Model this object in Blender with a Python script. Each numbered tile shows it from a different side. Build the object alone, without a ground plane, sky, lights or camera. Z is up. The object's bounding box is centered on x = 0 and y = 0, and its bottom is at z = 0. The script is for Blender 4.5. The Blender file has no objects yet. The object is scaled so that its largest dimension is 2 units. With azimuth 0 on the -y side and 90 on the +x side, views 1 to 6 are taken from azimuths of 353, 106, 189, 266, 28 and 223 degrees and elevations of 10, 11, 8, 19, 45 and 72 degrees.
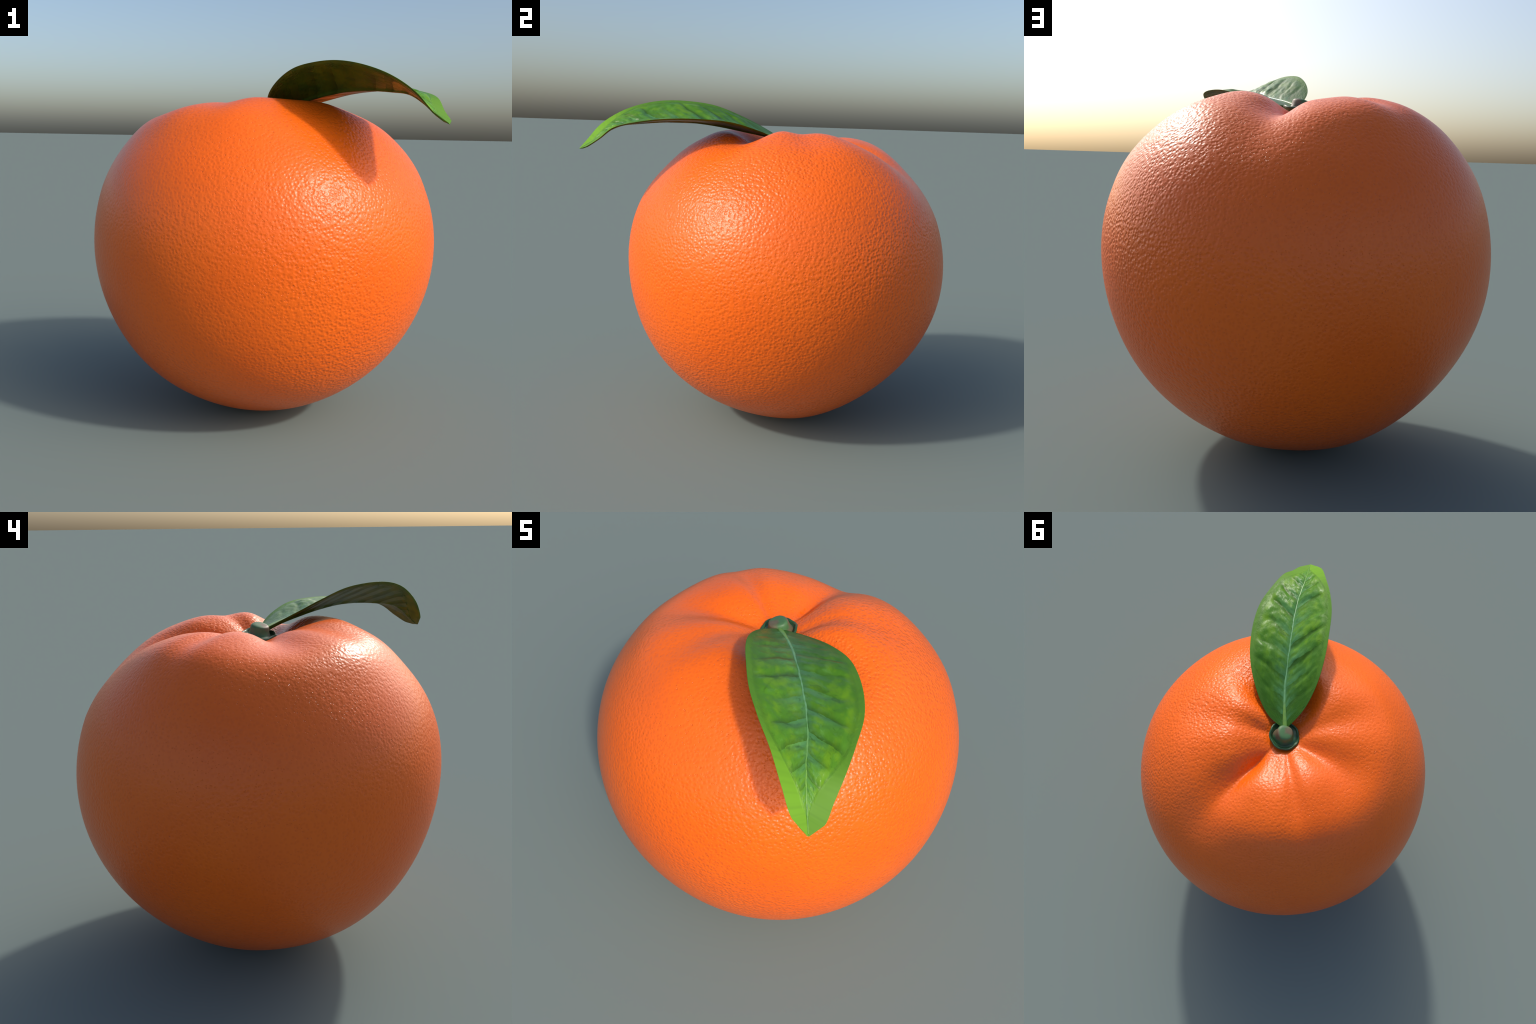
"""An orange with one leaf: lobed fruit, star-shaped calyx cup, cut stem stub, folded leaf."""
import bpy
import math
import numpy as np

# --------------------------------------------------------------------------- helpers
def spline(knots, x):
    """Natural cubic spline weights: returns W so that W @ values interpolates at x."""
    k = np.asarray(knots, float)
    n, h = len(k), np.diff(k)
    a, b = np.eye(n), np.zeros((n, n))
    for i in range(1, n - 1):
        a[i, i - 1:i + 2] = h[i - 1], 2 * (h[i - 1] + h[i]), h[i]
        b[i, i - 1:i + 2] = 6 / h[i - 1], -6 / h[i - 1] - 6 / h[i], 6 / h[i]
    s = np.linalg.solve(a, b)
    x = np.asarray(x, float)
    i = np.clip(np.searchsorted(k, x) - 1, 0, n - 2)
    p, q = (k[i + 1] - x) / h[i], (x - k[i]) / h[i]
    w = np.zeros((len(x), n))
    r = np.arange(len(x))
    w[r, i] += p
    w[r, i + 1] += q
    w += ((p ** 3 - p) * h[i] ** 2 / 6)[:, None] * s[i] + ((q ** 3 - q) * h[i] ** 2 / 6)[:, None] * s[i + 1]
    return w


def make_mesh(name, verts, faces, smooth=True):
    me = bpy.data.meshes.new(name)
    me.from_pydata(np.asarray(verts, float).tolist(), [], faces)
    me.validate()
    me.update()
    if smooth:
        me.polygons.foreach_set("use_smooth", [True] * len(me.polygons))
    return me


def add(name, me, parent, mat):
    ob = bpy.data.objects.new(name, me)
    bpy.context.scene.collection.objects.link(ob)
    ob.parent = parent
    if mat:
        me.materials.append(mat)
    return ob


def lay_flat(ob, flat):
    """Rest shape = the part laid flat (Generated coordinates follow it); the grown pose is a shape key at 1."""
    me = ob.data
    posed = np.empty(len(me.vertices) * 3)
    me.vertices.foreach_get("co", posed)
    ob.shape_key_add(name="flat", from_mix=False)
    grown = ob.shape_key_add(name="grown", from_mix=False)
    grown.data.foreach_set("co", posed)
    ob.data.shape_keys.key_blocks["flat"].data.foreach_set("co", np.asarray(flat, float).ravel())
    me.vertices.foreach_set("co", np.asarray(flat, float).ravel())
    grown.value = 1.0
    me.update()


def lathe_faces(rings, n, cap_first, cap_last):
    """Quads between rings of n points; optional single pole vertices before / after."""
    f = []
    o = 1 if cap_first else 0
    for i in range(rings - 1):
        for j in range(n):
            k = (j + 1) % n
            f.append((o + i * n + j, o + (i + 1) * n + j, o + (i + 1) * n + k, o + i * n + k))
    if cap_first:
        f += [(0, o + j, o + (j + 1) % n) for j in range(n)]
    if cap_last:
        last, b = o + rings * n, o + (rings - 1) * n
        f += [(last, b + (j + 1) % n, b + j) for j in range(n)]
    return f


class Nodes:
    def __init__(self, name):
        self.mat = bpy.data.materials.new(name)
        self.mat.use_nodes = True
        self.t = self.mat.node_tree
        self.t.nodes.clear()
        self.out = self.t.nodes.new("ShaderNodeOutputMaterial")

    def put(self, sock, v):
        if isinstance(v, bpy.types.NodeSocket):
            self.t.links.new(v, sock)
        elif v is not None:
            sock.default_value = v

    def node(self, kind, ins=None, **props):
        n = self.t.nodes.new("ShaderNode" + kind)
        for k, v in props.items():
            setattr(n, k, v)
        for k, v in (ins or {}).items():
            self.put(n.inputs[k], v)
        return n

    def math(self, op, a, b=None, c=None, clamp=False):
        n = self.node("Math", operation=op, use_clamp=clamp)
        for i, v in enumerate((a, b, c)):
            self.put(n.inputs[i], v)
        return n.outputs[0]

    def remap(self, v, a, b, lo=0.0, hi=1.0, smooth=True):
        n = self.node("MapRange", {"Value": v, "From Min": a, "From Max": b, "To Min": lo, "To Max": hi},
                      interpolation_type="SMOOTHSTEP" if smooth else "LINEAR")
        return n.outputs["Result"]

    def mix(self, f, a, b, blend="MIX"):
        n = self.node("Mix", data_type="RGBA", blend_type=blend)
        self.put(n.inputs[0], f)
        self.put(n.inputs[6], a)
        self.put(n.inputs[7], b)
        return n.outputs[2]

    def noise(self, vec, scale, detail=2.0, rough=0.5, distort=0.0):
        return self.node("TexNoise", {"Vector": vec, "Scale": scale, "Detail": detail, "Roughness": rough,
                                      "Distortion": distort}).outputs["Fac"]

    def finish(self, shader):
        self.t.links.new(shader, self.out.inputs["Surface"])
        return self.mat


# --------------------------------------------------------------------------- materials
def peel_material():
    m = Nodes("orange_peel")
    co = m.node("TexCoord").outputs["Object"]
    # bumpy rind: soft lumps with hollows between them, and pin-prick oil glands
    # the rind is coarser on the sunward flank, finer on the others
    coarse = m.remap(m.node("SeparateXYZ", {0: co}).outputs[0], -0.5, 0.75, 0.5, 1.18)
    coarse = m.math("MULTIPLY", coarse, m.remap(m.noise(co, 1.6, 1.0), 0.35, 0.65, 0.75, 1.15))
    lump_a = m.noise(co, LUMP_SCALE * 0.7, 1.0, 0.4)
    cells = m.node("TexVoronoi", {"Vector": co, "Scale": LUMP_SCALE, "Smoothness": 0.25, "Randomness": 1.0},
                   feature="SMOOTH_F1").outputs["Distance"]
    lump_b = m.remap(cells, 0.05, 0.75, 0.0, 1.0)
    lumps = m.math("ADD", m.math("MULTIPLY", lump_a, LUMP * 0.45), m.math("MULTIPLY", lump_b, LUMP * 0.62))
    lumps = m.math("MULTIPLY", lumps, coarse)
    pv = m.node("TexVoronoi", {"Vector": co, "Scale": 74.0, "Randomness": 1.0}, feature="F1")
    pick = m.node("SeparateColor", {0: pv.outputs["Color"]}).outputs[0]
    size = m.remap(pick, 0.15, 0.5, 0.06, 0.225, smooth=False)
    pore = m.math("SUBTRACT", 1.0, m.math("DIVIDE", pv.outputs["Distance"], size), clamp=True)
    pore = m.math("SMOOTH_MIN", pore, 0.8, 0.3)
    height = m.math("SUBTRACT", lumps, m.math("MULTIPLY", pore, PORE))
    height = m.math("ADD", height, m.math("MULTIPLY", m.noise(co, 190.0, 1.0), 0.0007))
    # the rind is smoother in the funnel round the stem
    z = m.node("SeparateXYZ", {0: co}).outputs[2]
    bump = m.node("Bump", {"Strength": 1.0, "Distance": 1.0, "Height": height})
    wide = m.noise(co, 2.2, 2.0)
    col = m.mix(m.remap(wide, 0.35, 0.65), ORANGE_A, ORANGE_B)
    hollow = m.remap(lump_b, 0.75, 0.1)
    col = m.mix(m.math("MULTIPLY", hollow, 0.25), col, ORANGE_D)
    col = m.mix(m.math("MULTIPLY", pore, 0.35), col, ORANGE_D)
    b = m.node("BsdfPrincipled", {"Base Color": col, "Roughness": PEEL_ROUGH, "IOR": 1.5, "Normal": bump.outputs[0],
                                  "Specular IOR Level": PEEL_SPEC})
    return m.finish(b.outputs[0])


def leaf_material():
    """Generated coordinates of the blade run along the midrib (x) and across it (y)."""
    m = Nodes("leaf_blade")
    tc = m.node("TexCoord")
    g = m.node("SeparateXYZ", {0: tc.outputs["Generated"]})
    u = g.outputs[0]
    v = m.math("SUBTRACT", m.math("MULTIPLY", g.outputs[1], 2.0), 1.0)
    a = m.math("ABSOLUTE", v)
    side = m.math("GREATER_THAN", v, 0.0)
    flat = m.node("CombineXYZ", {0: m.math("MULTIPLY", u, 5.0), 1: m.math("MULTIPLY", v, 1.2), 2: 0.0}).outputs[0]
    n1 = m.noise(flat, 2.6, 3.0, 0.55)
    n2 = m.noise(flat, 9.0, 3.0, 0.6, 0.6)
    # side veins sweep forward from the midrib; same rule as the relief of the blade
    wob = m.math("MULTIPLY", m.math("SUBTRACT", n1, 0.5), 0.03)
    sweep = m.math("SUBTRACT", SWEEP_B, m.math("MULTIPLY", side, SWEEP_B - SWEEP_A))
    phase = m.math("SUBTRACT", m.math("ADD", u, wob), m.math("MULTIPLY", m.math("POWER", a, 0.85), sweep))
    phase = m.math("ADD", m.math("MULTIPLY", phase, VEINS), m.math("MULTIPLY", side, 0.45))
    saw = m.math("FRACT", phase)
    tri = m.math("ABSOLUTE", m.math("SUBTRACT", saw, 0.5))            # 0.5 on the vein, 0 between
    # the veined field is narrower than the blade: a flat band runs along the margin and round the tip
    limit = m.remap(u, 0.60, 0.95, 0.87, 0.05)
    rel = m.math("DIVIDE", a, limit)
    field = m.remap(m.math("ADD", rel, m.math("MULTIPLY", m.math("SUBTRACT", n2, 0.5), 0.45)), 1.16, 0.84)
    rim = m.math("MULTIPLY", m.remap(rel, 0.88, 1.0), m.remap(rel, 1.06, 1.01))
    cell = m.node("TexWhiteNoise", {"W": m.math("ADD", m.math("FLOOR", phase), m.math("MULTIPLY", side, 37.0))}, noise_dimensions="1D").outputs["Value"]
    reach = m.remap(cell, 0.0, 1.0, 0.6, 1.15, smooth=False)
    dark = m.math("MULTIPLY", m.remap(saw, 0.62, 0.98), m.remap(m.math("DIVIDE", a, reach), 0.98, 0.5))
    dark = m.math("MULTIPLY", dark, m.remap(cell, 0.0, 0.8, 0.35, 1.0))
    light = m.math("MULTIPLY", m.remap(saw, 0.55, 0.02), m.remap(m.math("DIVIDE", a, reach), 0.80, 0.05))
    light = m.math("MAXIMUM", light, m.remap(a, 0.14, 0.03, 0.0, 0.6))
    phase3 = m.math("FRACT", m.math("ADD", m.math("MULTIPLY", phase, 3.0), 0.4))
    fine = m.math("MULTIPLY", m.math("ABSOLUTE", m.math("SUBTRACT", phase3, 0.5)), m.remap(a, 0.5, 0.1))
    deep, mid, tip = (0.036, 0.115, 0.010, 1), (0.066, 0.195, 0.014, 1), (0.105, 0.270, 0.016, 1)
    un = m.math("ADD", u, m.math("MULTIPLY", m.math("SUBTRACT", n1, 0.5), 0.3))
    col = m.mix(m.remap(un, 0.05, 0.5), deep, mid)
    col = m.mix(m.remap(un, 0.55, 0.9), col, tip)
    col = m.mix(m.math("MULTIPLY", m.remap(n1, 0.45, 0.65), m.remap(u, 0.1, 0.45, 0.1, 0.7)), col, (0.130, 0.275, 0.010, 1))
    col = m.mix(m.math("MULTIPLY", light, m.remap(u, 0.86, 0.62, 0.0, 0.75)), col, (0.070, 0.215, 0.085, 1))  # teal sky gloss by veins and midrib painted on, finer strips next
    col = m.mix(m.math("MULTIPLY", fine, m.remap(n2, 0.35, 0.6, 0.2, 1.0)), col, (0.085, 0.240, 0.095, 1))
    col = m.mix(m.math("MULTIPLY", dark, m.remap(u, 0.92, 0.72, 0.0, 0.7)), col, (0.030, 0.085, 0.008, 1))
    band = m.mix(m.remap(u, 0.1, 0.3), (0.042, 0.125, 0.012, 1), (0.080, 0.205, 0.018, 1))
    band = m.mix(m.remap(u, 0.55, 0.8), band, m.mix(side, (0.140, 0.320, 0.018, 1), (0.105, 0.245, 0.020, 1)))
    band = m.mix(m.remap(m.noise(m.node("CombineXYZ", {0: m.math("MULTIPLY", u, 40.0), 1: side}).outputs[0], 1.0, 1.0), 0.45, 0.7, 0.0, 0.18),
                 band, (0.045, 0.125, 0.012, 1))
    col = m.mix(field, band, col)
    col = m.mix(m.math("MULTIPLY", rim, m.remap(u, 0.15, 0.4, 0.0, 0.3)), col, (0.040, 0.110, 0.010, 1))
    # streaks along the side veins
    sv = m.node("CombineXYZ", {0: m.math("MULTIPLY", phase, 1.6), 1: m.math("MULTIPLY", a, 2.2), 2: m.math("MULTIPLY", side, 9.0)}).outputs[0]
    streak = m.noise(sv, 2.4, 3.0, 0.6, 0.4)
    show = m.math("MULTIPLY", field, m.remap(u, 0.06, 0.2))
    col = m.mix(m.math("MULTIPLY", show, m.remap(streak, 0.56, 0.80, 0.0, 0.55)), col, (0.100, 0.255, 0.060, 1))
    col = m.mix(m.math("MULTIPLY", show, m.remap(streak, 0.44, 0.25, 0.0, 0.55)), col, (0.030, 0.090, 0.008, 1))
    # underside mixed towards a darker olive green, with raised ribs
    below = m.remap(g.outputs[2], 0.6, 0.2)
    olive = m.mix(m.remap(n1, 0.35, 0.65), (0.038, 0.084, 0.008, 1), (0.078, 0.122, 0.008, 1))
    olive = m.mix(m.math("MULTIPLY", dark, 0.5), olive, (0.018, 0.040, 0.005, 1))
    col = m.mix(below, col, m.mix(0.88, col, olive))
    bump = m.node("Bump", {"Strength": 1.0, "Distance": 1.0, "Height": m.math("ADD", m.math("MULTIPLY", m.math("ADD", n2, streak), m.math("MULTIPLY", field, 0.0016)),
                                                                          m.math("MULTIPLY", m.math("MULTIPLY", below, field), m.math("MULTIPLY", tri, 0.016)))})
    b = m.node("BsdfPrincipled", {"Base Color": col, "Roughness": m.remap(field, 0.0, 1.0, 0.55, 0.34), "Specular IOR Level": 0.20, "Normal": bump.outputs[0]})
    return m.finish(b.outputs[0])


def midrib_material():
    m = Nodes("leaf_midrib")
    co = m.node("TexCoord").outputs["Generated"]
    g = m.node("SeparateXYZ", {0: co})
    u = g.outputs[0]
    n = m.noise(m.node("TexCoord").outputs["Object"], 45.0, 2.0)
    col = m.mix(m.remap(u, 0.08, 0.14), (0.155, 0.310, 0.055, 1), (0.135, 0.325, 0.140, 1))
    col = m.mix(m.remap(u, 0.45, 0.8), col, (0.150, 0.325, 0.045, 1))
    col = m.mix(m.remap(n, 0.4, 0.75, 0.0, 0.6), col, (0.075, 0.20, 0.06, 1))
    b = m.node("BsdfPrincipled", {"Base Color": col, "Roughness": 0.35})
    return m.finish(b.outputs[0])


def stem_material():
    m = Nodes("green_stem")
    tc = m.node("TexCoord")
    co = tc.outputs["Object"]
    n = m.noise(co, 16.0, 1.0)
    n2 = m.noise(co, 70.0, 3.0)
    col = m.mix(m.remap(n, 0.40, 0.60), (0.060, 0.155, 0.055, 1), (0.140, 0.110, 0.062, 1))
    col = m.mix(m.remap(n2, 0.45, 0.8, 0.0, 0.25), col, (0.03, 0.05, 0.02, 1))
    b = m.node("BsdfPrincipled", {"Base Color": col, "Roughness": 0.5})
    return m.finish(b.outputs[0])


def calyx_material():
    m = Nodes("dark_calyx")
    co = m.node("TexCoord").outputs["Object"]
    col = m.mix(m.noise(co, 30.0, 2.0), (0.012, 0.050, 0.020, 1), (0.040, 0.120, 0.045, 1))
    b = m.node("BsdfPrincipled", {"Base Color": col, "Roughness": 0.38})
    return m.finish(b.outputs[0])


# --------------------------------------------------------------------------- look constants
ORANGE_A, ORANGE_B, ORANGE_D = (0.87, 0.131, 0.0040, 1), (0.89, 0.141, 0.0046, 1), (0.74, 0.095, 0.0025, 1)
LUMP_SCALE, LUMP, PORE = 60.0, 0.0034, 0.0021
PEEL_ROUGH, PEEL_SPEC = 0.35, 0.45
VEINS, SWEEP_A, SWEEP_B = 11.5, 0.085, 0.11

# --------------------------------------------------------------------------- fruit
AXIS = np.array([-0.010, 0.033, 0.90])        # centre of the fruit; the stem funnel is straight above it
# radius against the angle from the stem: funnel, shoulder, widest belt, tapering underside
PROFILE = {0: .758, 7: .790, 14: .849, 22: .926, 30: .963, 38: .987, 47: .989, 58: .991, 72: .980,
           90: .953, 110: .923, 130: .900, 150: .888, 165: .894, 180: .900}
# slow unevenness round the fruit: harmonic -> amplitude at the polar angles below
SWELL_AT = (0, 5, 13, 22, 33, 47, 68, 95, 125, 155, 180)
SWELL = {
    (1, "c"): (-.001, .010, .000, .000, .010, .009, .006, .000),
    (1, "s"): (.005, -.011, -.008, .002, .003, .011, .002, .004),
    (2, "c"): (.020, .006, .005, .005, .000, .000, .000, .002),
    (2, "s"): (.022, .008, .004, .007, .004, -.003, -.001, -.001),
    (3, "c"): (.016, .006, .007, -.001, -.002, .000, .002, -.002),
    (3, "s"): (.011, .013, .008, .004, .002, -.004, -.002, .002),
    (4, "c"): (-.002, -.005, -.014, -.005, .001, .000, -.002, -.002),
    (4, "s"): (-.006, -.003, -.002, -.003, -.001, -.001, .004, .000),
}
# folds running out of the funnel: azimuth, half width (degrees), depth at the polar angles below
FOLD_AT = (0, 5, 11, 18, 27, 38, 52, 66)
FOLDS = [
    (84, 8.5, (-.013, -.059, -.059, -.034, -.017)),
    (85, 3, (-.006, -.015, -.013, -.004, .000)),
    (27, 10, (-.025, -.024, -.024, -.014, .005)),
    (-24, 12, (-.016, -.079, -.064, -.018, .006)),
    (-127, 10, (-.015, -.023, -.024, -.017, .000)),
    (-172, 11, (-.021, -.040, -.031, .003, .000)),
    (139, 5.5, (-.012, -.020, -.027, -.011, .000)),
]


def fruit_radius(theta, phi):
    """theta, phi: 1-d arrays (radians); returns radius on the grid theta x phi."""
    t = np.degrees(theta)
    r = np.repeat((spline(list(PROFILE), t) @ np.array(list(PROFILE.values())))[:, None], len(phi), 1)
    w = spline(SWELL_AT, t)
    for (k, f), amp in SWELL.items():
        r += np.outer(w @ np.array((0, 0) + amp + (0,)), (np.cos if f == "c" else np.sin)(k * phi))
    w = spline(FOLD_AT, np.minimum(t, FOLD_AT[-1]))
    for az, width, amp in FOLDS:
        d = (np.degrees(phi) - az + 180) % 360 - 180
        r += np.outer(w @ np.array((0, 0) + amp + (0,)), np.exp(-0.5 * (d / width) ** 2))
    return r


def build_fruit(root, mat):
    n = 720
    theta = np.radians(np.concatenate([np.linspace(0.6, 70, 200), np.linspace(70.4, 179.4, 210)]))
    phi = np.radians(np.arange(n) * 360 / n)
    r = fruit_radius(theta, phi)
    st, ct = np.sin(theta)[:, None], np.cos(theta)[:, None]
    p = np.stack([r * st * np.cos(phi), r * st * np.sin(phi), r * ct], -1).reshape(-1, 3)
    poles = fruit_radius(np.array([0.0, np.pi]), phi).mean(1)
    v = np.vstack([[[0, 0, poles[0]]], p, [[0, 0, -poles[1]]]])
    v += AXIS - np.array([0, 0, 0.0])
    v[:, 2] -= v[:, 2].min()
    me = make_mesh("peel", v, lathe_faces(len(theta), n, True, True))
    return add("peel", me, root, mat)


# --------------------------------------------------------------------------- stem and calyx
def build_stem(root, mat):
    n = 48
    ang = np.arange(n) * 2 * np.pi / n
    base, top = np.array([-0.008, 0.036, 1.672]), np.array([-0.011, 0.028, 1.752])
    # height fraction, radius: flared foot, waist, rounded shoulder, cut end
    prof = [(0.0, .070), (.15, .066), (.30, .058), (.45, .052), (.62, .049), (.80, .0475), (.90, .0455), (.96, .0415),
            (.995, .035), (1.01, .024), (1.015, .012)]
    rings = []
    for h, r in prof:
        c = base + (top - base) * h
        ring = np.stack([c[0] + r * np.cos(ang) * (1 + .05 * np.cos(2 * ang + .6)), c[1] + r * np.sin(ang) * (1 + .05 * np.cos(3 * ang)),
                         np.full(n, c[2])], -1)
        # stub of the leaf stalk on one side
        swell = .34 * np.exp(-((ang - .72) / .55) ** 2) * math.exp(-((h - .38) / .26) ** 2)
        ring[:, :2] = c[:2] + (ring[:, :2] - c[:2]) * (1 + swell)[:, None]
        # the cut slopes down towards -x, -y
        ring[:, 2] += h ** 3 * (0.16 * (ring[:, 0] - c[0]) + 0.10 * (ring[:, 1] - c[1])) * 1.3
        rings.append(ring)
    v = np.vstack(rings + [(top + (top - base) * .015)[None]])
    stem = add("stem", make_mesh("stem", v, lathe_faces(len(prof), n, False, True)), root, mat)
    return stem


def build_calyx(root, mat):
    n = 96
    ang = np.arange(n) * 2 * np.pi / n
    # radius, height: floor of the cup, wall, thin lip, outside, tucked under
    prof = [(.040, 1.697), (.058, 1.6955), (.067, 1.697), (.0730, 1.700), (.0765, 1.7050), (.0785, 1.7100), (.0825, 1.7135), (.0870, 1.7125),
            (.0900, 1.7080), (.0895, 1.7020), (.0870, 1.693), (.082, 1.682), (.070, 1.666)]
    # eight shallow lobes of uneven size: polygonal lip
    lobe = np.abs(np.cos(3.5 * ang + 0.4)) ** 1.4
    rings = []
    for i, (r, z) in enumerate(prof):
        k = min(1.0, max(0.0, (r - .066) / .011))
        rr = r * (1 + k * (.045 * lobe - .02 + .02 * np.cos(2 * ang + 1.0)))
        zz = z - .004 * k + r * k * (.14 * np.cos(ang) + .07 * np.sin(ang)) + k * (.003 * np.sin(3 * ang + .5) + .003 * np.cos(5 * ang - 1.2))
        rings.append(np.stack([AXIS[0] + rr * np.cos(ang), AXIS[1] + rr * np.sin(ang), zz], -1))
    return add("calyx", make_mesh("calyx", np.vstack(rings), lathe_faces(len(prof), n, False, False)), root, mat)


# --------------------------------------------------------------------------- leaf
# guide points from stem to tip: right-hand edge, midrib, left-hand edge
LEAF_BASE, LEAF_TIP = (.004, .010, 1.722), (.654, -1.000, 1.6445)
EDGE_A = [(.149, .003, 1.734), (.298, -.067, 1.776), (.439, -.178, 1.816), (.552, -.324, 1.828), (.632, -.483, 1.823),
          (.666, -.637, 1.802), (.684, -.767, 1.769), (.685, -.858, 1.706), (.687, -.935, 1.660)]
MIDRIB = [(.084, -.079, 1.752), (.171, -.185, 1.776), (.255, -.309, 1.801), (.339, -.438, 1.817), (.422, -.566, 1.816),
          (.489, -.690, 1.803), (.538, -.798, 1.786), (.580, -.878, 1.742), (.619, -.941, 1.686)]
EDGE_B = [(-.015, -.138, 1.798), (.011, -.280, 1.864), (.068, -.416, 1.915), (.146, -.550, 1.934), (.230, -.676, 1.932),
          (.324, -.778, 1.906), (.424, -.865, 1.857), (.511, -.942, 1.784), (.582, -.991, 1.695)]


def guide(points, s):
    """Catmull-Rom through base, points, tip; the last span to the tip is straight."""
    c = np.array([LEAF_BASE] + points + [LEAF_TIP])
    n = len(c)
    ext = np.vstack([2 * c[0] - c[1], c, 2 * c[-1] - c[-2]])
    t = s * (n - 1)
    i = np.minimum(t.astype(int), n - 2)
    u = (t - i)[:, None]
    p0, p1, p2, p3 = (ext[i + k] for k in range(4))
    q = .5 * (2 * p1 + (p2 - p0) * u + (2 * p0 - 5 * p1 + 4 * p2 - p3) * u ** 2 + (3 * p1 - p0 - 3 * p2 + p3) * u ** 3)
    last = (i == n - 2)[:, None]
    return np.where(last, p1 + (p2 - p1) * u, q)


def leaf_surface(s, t):
    """Top of the blade on the grid s (stem..tip) x t (-1 edge B .. 1 edge A), and its normals."""
    a, m, b = guide(EDGE_A, s), guide(MIDRIB, s), guide(EDGE_B, s)
    w = np.abs(t)[None, :, None]
    edge = np.where((t > 0)[None, :, None], a[:, None], b[:, None])
    p = m[:, None] + (edge - m[:, None]) * w
    def normals(q):
        ds, dt = np.gradient(q, axis=0), np.gradient(q, axis=1)
        nn = np.cross(ds, dt)
        return nn / (np.linalg.norm(nn, axis=2, keepdims=True) + 1e-12)
    up = normals(p)
    # relief: cushions between the side veins, a groove along the midrib, fading at margin, stem and tip
    S, T = np.meshgrid(s, t, indexing="ij")
    A = np.abs(T)
    wob = .010 * np.sin(9 * S + 4 * T) + .006 * np.sin(17 * S - 7 * T)
    ph = (S + wob - np.where(T > 0, SWEEP_A, SWEEP_B) * A ** .85) * VEINS + np.where(T > 0, .45, 0)
    f = ph - np.floor(ph)
    d = np.minimum(f, 1 - f)
    size = .72 + .45 * np.sin(2.3 * np.floor(ph) + np.where(T > 0, 1.0, 0))
    ph2 = ph * 3 + .4
    d2 = np.minimum(ph2 - np.floor(ph2), 1 - (ph2 - np.floor(ph2)))
    cushion = (1 - np.exp(-(d / .17) ** 2)) * size + .22 * (1 - np.exp(-(d2 / .2) ** 2)) * np.clip(1 - A * 1.6, 0, 1)
    limit = np.clip(.87 - (S - .60) / .35 * .80, .06, .87)
    ends = np.clip((S - .10) / .22, 0, 1) * np.clip((.88 - S) / .16, 0, 1)
    edge_fade = np.clip((1.06 - A / limit) / .28, 0, 1)
    edge_fade = edge_fade ** 2 * (3 - 2 * edge_fade)
    h = .0105 * cushion * ends * edge_fade * np.clip(A / .12, 0, 1) ** .5
    # puckers: small uneven swellings drawn out along the veins
    puck = np.sin(ph * 9.0 + 3.0 * np.sin(7 * A + 2 * S)) * np.sin(11 * A + 5 * np.sin(6 * S + T)) + .6 * np.sin(ph * 17 + 5 * A) * np.sin(19 * A + 13 * S)
    h = h + .0011 * puck * ends * edge_fade * np.clip(A / .15, 0, 1)
    q = p + up * (.12 * h)[..., None]
    p = p + up * h[..., None]
    return p, normals(p), q


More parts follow.
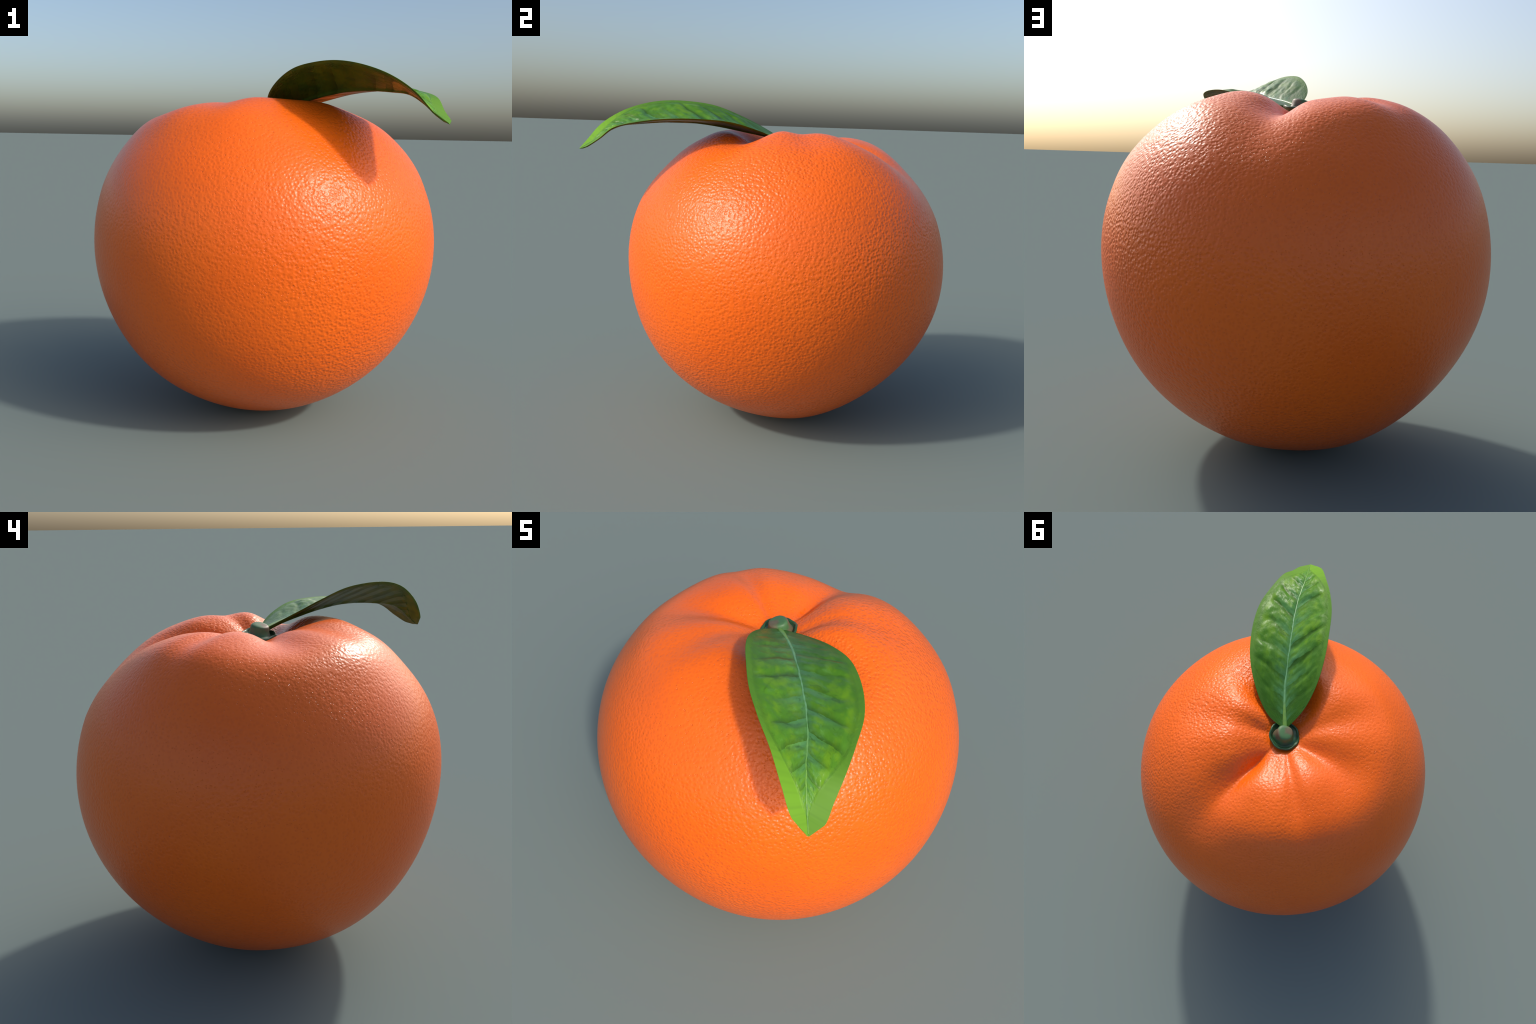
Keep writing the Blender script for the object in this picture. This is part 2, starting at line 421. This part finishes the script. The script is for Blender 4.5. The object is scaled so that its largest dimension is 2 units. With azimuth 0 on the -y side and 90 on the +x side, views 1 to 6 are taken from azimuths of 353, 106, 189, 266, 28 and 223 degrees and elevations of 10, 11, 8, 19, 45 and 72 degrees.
def build_leaf(root, blade_mat, rib_mat):
    s = np.concatenate([np.linspace(0.015, .9, 330), np.linspace(.9, .995, 44)[1:]])
    t = np.linspace(-1, 1, 161)
    p, n, under = leaf_surface(s, t)
    thick = .007 * np.clip((1 - np.abs(t)) / .06, .15, 1)[None, :, None] * np.clip((1.0 - s) / .04, .3, 1)[:, None, None]
    keel = .010 * np.exp(-(t / .05) ** 2)[None, :, None] * np.clip(1.1 - s, 0, 1)[:, None, None]
    under_n = np.gradient(under, axis=0), np.gradient(under, axis=1)
    under_n = np.cross(*under_n)
    under_n /= np.linalg.norm(under_n, axis=2, keepdims=True) + 1e-12
    q = np.where((thick + keel) > .004, under, p) - under_n * (thick + keel)
    ns, nt = len(s), len(t)
    v = np.vstack([p.reshape(-1, 3), q.reshape(-1, 3)])
    o = ns * nt
    f = []
    for i in range(ns - 1):
        for j in range(nt - 1):
            k = i * nt + j
            f.append((k, k + nt, k + nt + 1, k + 1))
            f.append((o + k, o + k + 1, o + k + nt + 1, o + k + nt))
    for i in range(ns - 1):
        for j in (0, nt - 1):
            k = i * nt + j
            f.append((k, o + k, o + k + nt, k + nt) if j == 0 else (k, k + nt, o + k + nt, o + k))
    for j in range(nt - 1):
        for i in (0, ns - 1):
            k = i * nt + j
            f.append((k, k + 1, o + k + 1, o + k) if i == 0 else (k, o + k, o + k + 1, k + 1))
    me = make_mesh("leaf", v, f)
    # the same blade laid flat: the Generated coordinates of the leaf run along and across it
    S, T = np.meshgrid(s, t, indexing="ij")
    flat = np.stack([S, T * .5, 0 * S], -1).reshape(-1, 3)
    leaf = add("leaf", me, root, blade_mat)
    lay_flat(leaf, np.vstack([flat, flat - [0, 0, .01]]))

    # midrib: a slim raised cord along the fold
    s = np.linspace(.02, .985, 160)
    m = guide(MIDRIB, s)
    surf, nn, _ = leaf_surface(s, np.linspace(-1, 1, 41))
    m, up = surf[:, 20], nn[:, 18] + nn[:, 22]
    up /= np.linalg.norm(up, axis=1, keepdims=True)
    tan = np.gradient(m, axis=0)
    tan /= np.linalg.norm(tan, axis=1, keepdims=True)
    side = np.cross(tan, up)
    k = 12
    ang = np.arange(k) * 2 * np.pi / k
    r = (.0055 * (1 - s) ** .6 + .0018) * (1 + .9 * np.exp(-((s - .02) / .07) ** 2))
    ring = (m[:, None] + side[:, None] * (np.cos(ang)[None, :, None] * r[:, None, None])
            + up[:, None] * (np.sin(ang)[None, :, None] * r[:, None, None] * .55 + .001))
    me = make_mesh("midrib", np.vstack([ring.reshape(-1, 3)]), lathe_faces(len(s), k, False, False))
    fl = np.stack([np.repeat(s, k), np.tile(ang, len(s)), np.tile(ang, len(s)) * 0], -1)
    lay_flat(add("midrib", me, leaf, rib_mat), fl)
    return leaf


# --------------------------------------------------------------------------- assemble
root = bpy.data.objects.new("orange", None)
bpy.context.scene.collection.objects.link(root)
root["label"] = "ripe orange with dimpled peel, stem stub and one green leaf"
root["category"] = "orange fruit"
build_fruit(root, peel_material())
build_calyx(root, calyx_material())
build_stem(root, stem_material())
build_leaf(root, leaf_material(), midrib_material())
